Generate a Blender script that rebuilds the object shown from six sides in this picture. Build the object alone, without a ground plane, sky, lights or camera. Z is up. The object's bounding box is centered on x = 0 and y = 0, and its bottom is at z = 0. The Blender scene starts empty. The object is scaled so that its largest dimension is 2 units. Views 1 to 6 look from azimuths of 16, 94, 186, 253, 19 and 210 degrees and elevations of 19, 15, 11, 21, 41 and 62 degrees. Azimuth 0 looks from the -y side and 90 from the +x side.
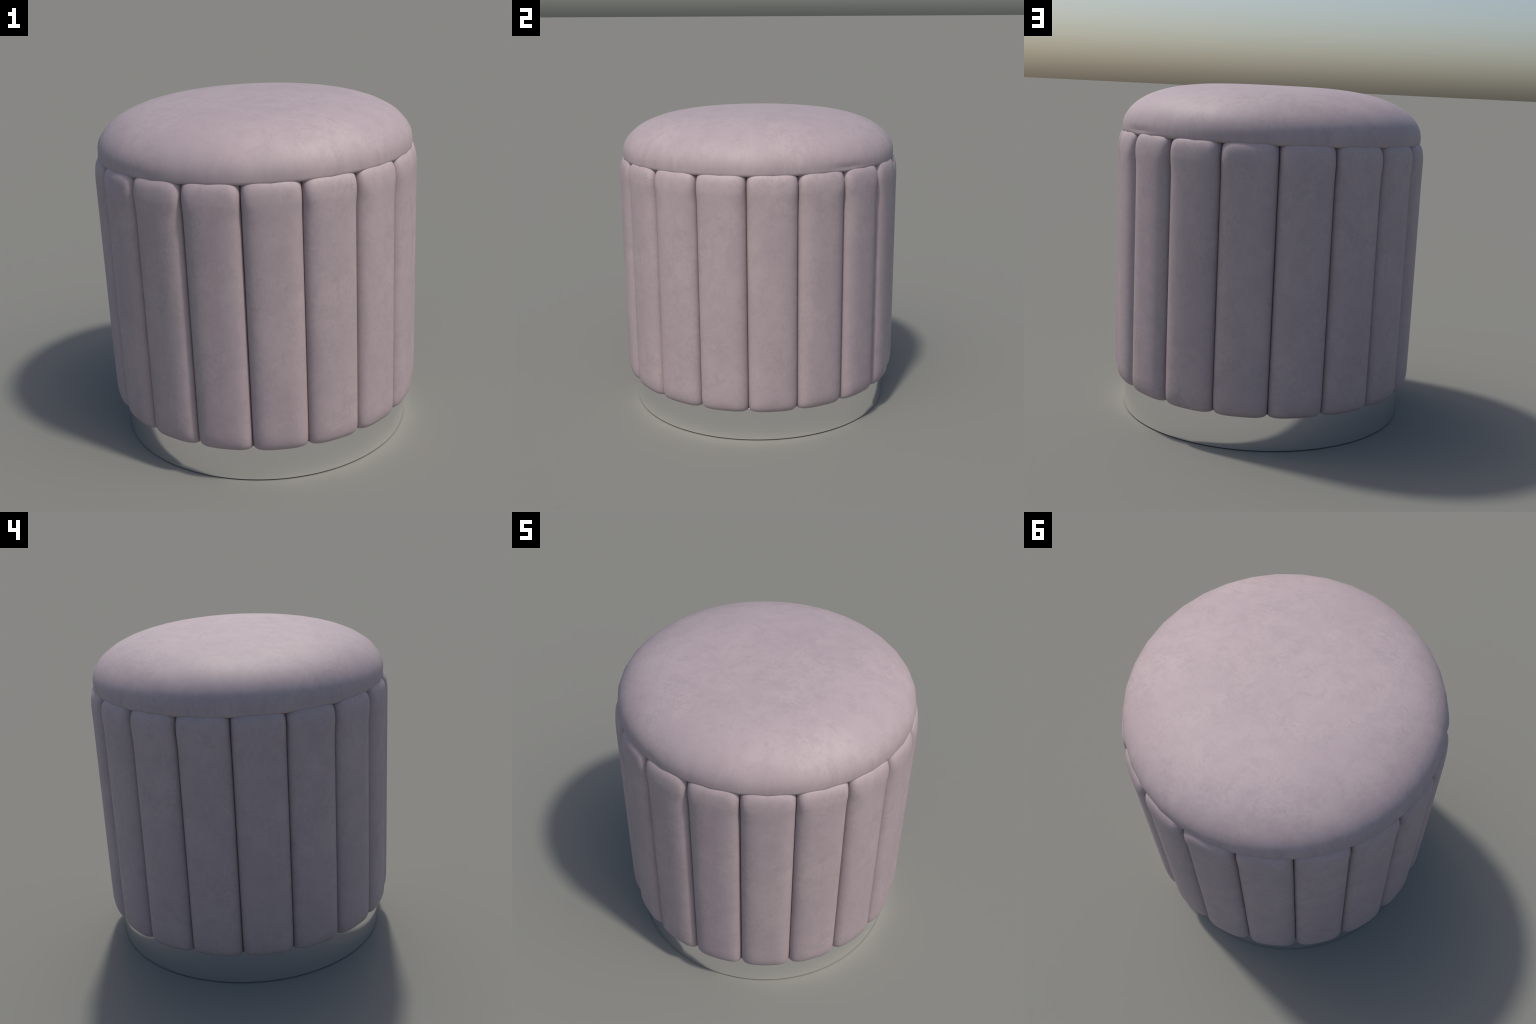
import bpy, bmesh, math
import numpy as np
from mathutils import Matrix

# ---------------------------------------------------------------- helpers
def new_object(name, verts, faces, material, parent=None, smooth=True):
    mesh = bpy.data.meshes.new(name)
    mesh.from_pydata([tuple(v) for v in verts], [], faces)
    bm = bmesh.new()
    bm.from_mesh(mesh)
    bmesh.ops.recalc_face_normals(bm, faces=bm.faces)
    bm.to_mesh(mesh)
    bm.free()
    mesh.polygons.foreach_set("use_smooth", [smooth] * len(mesh.polygons))
    mesh.materials.append(material)
    ob = bpy.data.objects.new(name, mesh)
    bpy.context.scene.collection.objects.link(ob)
    ob.parent = parent
    return ob


def spline(points, per_span):
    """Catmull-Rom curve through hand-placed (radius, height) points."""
    p = np.array(points, float)
    p = np.vstack([2 * p[0] - p[1], p, 2 * p[-1] - p[-2]])
    out = []
    for i in range(1, len(p) - 2):
        a, b, c, d = p[i - 1:i + 3]
        for t in np.arange(per_span) / per_span:
            out.append(0.5 * (2 * b + (c - a) * t + (2 * a - 5 * b + 4 * c - d) * t * t
                              + (3 * b - a - 3 * c + d) * t ** 3))
    out.append(p[-2])
    return np.array(out)


def revolve(name, profile, segments, material, parent, bump=None):
    """Surface of revolution; the first and last profile points lie on the axis."""
    verts, faces = [(0, 0, profile[0][1])], []
    rings = profile[1:-1]
    for r, z in rings:
        for k in range(segments):
            a = 2 * math.pi * k / segments
            rr, zz = (r, z) if bump is None else bump(r, z, math.degrees(a))
            verts.append((rr * math.cos(a), rr * math.sin(a), zz))
    verts.append((0, 0, profile[-1][1]))
    last = len(verts) - 1
    ring = lambda i, k: 1 + i * segments + k % segments
    for k in range(segments):
        faces.append((0, ring(0, k + 1), ring(0, k)))
        faces.append((last, ring(len(rings) - 1, k), ring(len(rings) - 1, k + 1)))
        for i in range(len(rings) - 1):
            faces.append((ring(i, k), ring(i, k + 1), ring(i + 1, k + 1), ring(i + 1, k)))
    return new_object(name, verts, faces, material, parent)


# -------------------------------------------------------------- materials
FABRIC = (0.398, 0.320, 0.327)


def fabric_material(name, stretch, per_piece):
    """Brushed velvet: soft mottling, short nap streaks, a faint sheen."""
    m = bpy.data.materials.new(name)
    m.use_nodes = True
    nt = m.node_tree
    N, L = nt.nodes, nt.links
    bsdf = N["Principled BSDF"]
    coord = N.new("ShaderNodeTexCoord")
    vec = coord.outputs["Object"]
    if per_piece:                       # repeats get their own patch of cloth
        info = N.new("ShaderNodeObjectInfo")
        shift = N.new("ShaderNodeVectorMath")
        shift.operation = "MULTIPLY_ADD"
        shift.inputs[1].default_value = (17.0, 31.0, 23.0)
        L.new(info.outputs["Random"], shift.inputs[0])
        L.new(vec, shift.inputs[2])
        vec = shift.outputs[0]

    def noise(scale, detail, rough, distort, stretched):
        mp = N.new("ShaderNodeMapping")
        mp.inputs["Scale"].default_value = stretched
        L.new(vec, mp.inputs["Vector"])
        n = N.new("ShaderNodeTexNoise")
        n.inputs["Scale"].default_value = scale
        n.inputs["Detail"].default_value = detail
        n.inputs["Roughness"].default_value = rough
        n.inputs["Distortion"].default_value = distort
        L.new(mp.outputs[0], n.inputs["Vector"])
        return n.outputs["Fac"]

    def ramp(src, lo, hi):
        r = N.new("ShaderNodeMapRange")
        r.interpolation_type = "SMOOTHSTEP"
        r.inputs["From Min"].default_value = lo
        r.inputs["From Max"].default_value = hi
        L.new(src, r.inputs["Value"])
        return r.outputs[0]

    def mix(fac, a, b):
        x = N.new("ShaderNodeMix")
        x.data_type = "RGBA"
        L.new(fac, x.inputs["Factor"])
        for sock, v in ((x.inputs["A"], a), (x.inputs["B"], b)):
            if isinstance(v, tuple):
                sock.default_value = (*v, 1)
            else:
                L.new(v, sock)
        return x.outputs["Result"]

    def times(src, k):
        x = N.new("ShaderNodeMath")
        x.operation = "MULTIPLY"
        x.inputs[1].default_value = k
        L.new(src, x.inputs[0])
        return x.outputs[0]

    r, g, b = FABRIC
    patches = ramp(noise(3.2, 4, 0.6, 0.5, stretch), 0.35, 0.65)
    smudges = ramp(noise(13.0, 6, 0.66, 0.5, stretch), 0.42, 0.72)
    nap = ramp(noise(50.0, 3, 0.6, 0.7, stretch), 0.38, 0.74)
    cluster = N.new("ShaderNodeMath")       # nap shows mostly inside the smudges
    cluster.operation = "MULTIPLY_ADD"
    cluster.inputs[1].default_value, cluster.inputs[2].default_value = 0.75, 0.25
    L.new(ramp(noise(6.5, 5, 0.62, 0.7, stretch), 0.40, 0.66), cluster.inputs[0])
    gated = N.new("ShaderNodeMath")
    gated.operation = "MULTIPLY"
    L.new(nap, gated.inputs[0])
    L.new(cluster.outputs[0], gated.inputs[1])
    nap = gated.outputs[0]
    col = mix(patches, (r * 0.955, g * 0.95, b * 0.965), (r * 1.03, g * 1.03, b * 1.025))
    col = mix(times(smudges, 0.65), col, (r * 0.86, g * 0.865, b * 0.875))
    col = mix(times(nap, 0.95), col, (r * 0.84, g * 0.845, b * 0.855))
    L.new(col, bsdf.inputs["Base Color"])
    bsdf.inputs["Roughness"].default_value = 0.60
    bsdf.inputs["Specular IOR Level"].default_value = 0.42
    bsdf.inputs["Sheen Weight"].default_value = 0.0
    bsdf.inputs["Sheen Roughness"].default_value = 0.5
    bump = N.new("ShaderNodeBump")
    bump.inputs["Strength"].default_value = 0.12
    bump.inputs["Distance"].default_value = 0.004
    L.new(noise(38.0, 5, 0.6, 0.6, stretch), bump.inputs["Height"])
    L.new(bump.outputs[0], bsdf.inputs["Normal"])
    return m


def chrome_material():
    m = bpy.data.materials.new("polished_steel")
    m.use_nodes = True
    bsdf = m.node_tree.nodes["Principled BSDF"]
    bsdf.inputs["Base Color"].default_value = (0.97, 0.97, 0.97, 1)
    bsdf.inputs["Metallic"].default_value = 1.0
    bsdf.inputs["Roughness"].default_value = 0.03
    return m


cushion_cloth = fabric_material("velvet_cushion", (1.0, 1.0, 0.38), False)
channel_cloth = fabric_material("velvet_channel", (1.0, 1.0, 0.8), True)
steel = chrome_material()

# ------------------------------------------------------------------ thing
pouf = bpy.data.objects.new("round_pouf", None)
bpy.context.scene.collection.objects.link(pouf)
pouf["label"] = "round pale pink velvet pouf with vertical channels and mirror base"
pouf["category"] = "pouf stool"

# ----------------------------------------------------------- mirror plinth
BASE_R, BASE_TOP = 0.8680, 0.217
base_profile = [(0, 0.0), (BASE_R - 0.30, 0.0), (BASE_R - 0.0045, 0.0), (BASE_R, 0.0045)]
base_profile += [(BASE_R, 0.02), (BASE_R, 0.10), (BASE_R, BASE_TOP - 0.02), (BASE_R, BASE_TOP - 0.0015), (BASE_R - 0.0015, BASE_TOP),
                  (BASE_R - 0.30, BASE_TOP), (0, BASE_TOP)]
base = revolve("base", base_profile, 144, steel, pouf)
base.data.set_sharp_from_angle(angle=math.radians(30))

# ------------------------------------------------------------ seat cushion
CUSHION_R, CUSHION_TOP, CUSHION_SIDE, CUSHION_EDGE = 0.9065, 2.0, 1.722, 1.689


def dome(t):
    """Height of the padded top at t = radius / CUSHION_R."""
    return CUSHION_SIDE + (CUSHION_TOP - CUSHION_SIDE) * max(0.0, 1 - t ** 3.42) ** (1 / 2.02)


ts = [math.sin(x * math.pi / 2) for x in np.linspace(0, 1, 36)]
cushion_profile = [(CUSHION_R * t, dome(t)) for t in ts]
cushion_profile += [(CUSHION_R, 1.714), (CUSHION_R, 1.705), (CUSHION_R - 0.0015, 1.697), (CUSHION_R - 0.006, 1.691),
                    (CUSHION_R - 0.014, CUSHION_EDGE), (CUSHION_R - 0.06, CUSHION_EDGE + 0.001), (0, CUSHION_EDGE + 0.001)]


def dents(r, z, angle):
    """Thirty-six flat gores, and small places where the cloth is pinched in above the seam."""
    if round(angle / 5) % 2:
        r *= math.cos(math.radians(5))
    for at, height, depth, wide, tall in ((42, 1.717, 0.011, 4.0, 0.016), (240, 1.72, 0.004, 7, 0.030)):
        d = (angle - at + 180) % 360 - 180
        if r > 0.8:
            r -= depth * math.exp(-(d / wide) ** 2 - ((z - height) / tall) ** 2)
    return r, z


cushion = revolve("cushion", cushion_profile, 72, cushion_cloth, pouf, dents)

# -------------------------------------------------- upholstered side channels
CHANNELS = 18
HALF = math.pi / CHANNELS
outline = spline([(0.850, 0.206), (0.872, 0.2005), (0.892, 0.203), (0.910, 0.216), (0.922, 0.241), (0.9285, 0.283),
                  (0.930, 0.35), (0.931, 0.60), (0.931, 1.00), (0.931, 1.40), (0.931, 1.56), (0.929, 1.612),
                  (0.923, 1.655), (0.913, 1.683), (0.899, 1.700), (0.880, 1.707), (0.850, 1.709)], 5)
BACK_R, MIDDLE_Z, SEAM_DEPTH = 0.80, 0.955, 0.059


def puff(s, z):
    """How far the cloth is drawn in at s (-1 .. 1 across one channel)."""
    power = 3.5 + 4.0 * math.exp(-((z - 1.64) / 0.07) ** 2) + 1.7 * math.exp(-((z - 0.19) / 0.07) ** 2)
    return SEAM_DEPTH * (1 - math.sqrt(max(0.0, 1 - abs(s) ** power)))


columns = [math.sin(x * math.pi / 2) for x in np.linspace(-1, 1, 45)]
verts, faces = [], []
for r, z in outline:
    for s in columns:
        d = puff(s, z)
        rr = BACK_R + (r - BACK_R) * (1 - d / (0.932 - BACK_R))
        zz = MIDDLE_Z + (z - MIDDLE_Z) * (1 - 0.30 * d / 0.75)
        a = s * (HALF - 0.0003)
        verts.append((rr * math.cos(a), rr * math.sin(a), zz))
rows, cols = len(outline), len(columns)
at = lambda i, j: i * cols + j
for i in range(rows - 1):
    for j in range(cols - 1):
        faces.append((at(i, j), at(i, j + 1), at(i + 1, j + 1), at(i + 1, j)))
# closed back: a narrower inner wall so that neighbours never share a plane
back = []
for z in (0.222, 1.695):
    for side in (-1, 1):
        a = side * HALF * 0.93
        back.append(len(verts))
        verts.append((BACK_R * math.cos(a), BACK_R * math.sin(a), z))
bl, br, tl, tr = back
faces.append((bl, br, tr, tl))
faces.append(tuple([bl] + [at(0, j) for j in range(cols)] + [br]))
faces.append(tuple([tr] + [at(rows - 1, j) for j in reversed(range(cols))] + [tl]))
faces.append(tuple([tl] + [at(i, 0) for i in reversed(range(rows))] + [bl]))
faces.append(tuple([br] + [at(i, cols - 1) for i in range(rows)] + [tr]))
channel = new_object("channel", verts, faces, channel_cloth, pouf)
flat = [len(p.vertices) == 4 and min(p.vertices) < bl for p in channel.data.polygons]
channel.data.polygons.foreach_set("use_smooth", flat)
channel.rotation_euler = (0, 0, HALF)
for k in range(1, CHANNELS):
    c = channel.copy()
    c.rotation_euler = (0, 0, HALF + 2 * HALF * k)
    bpy.context.scene.collection.objects.link(c)

# inner drum that carries the channels
core = revolve("inner_drum", [(0, 0.2145), (0.83, 0.2145), (0.83, 1.685), (0, 1.685)], 72, channel_cloth, pouf)
core.data.polygons.foreach_set("use_smooth", [False] * len(core.data.polygons))
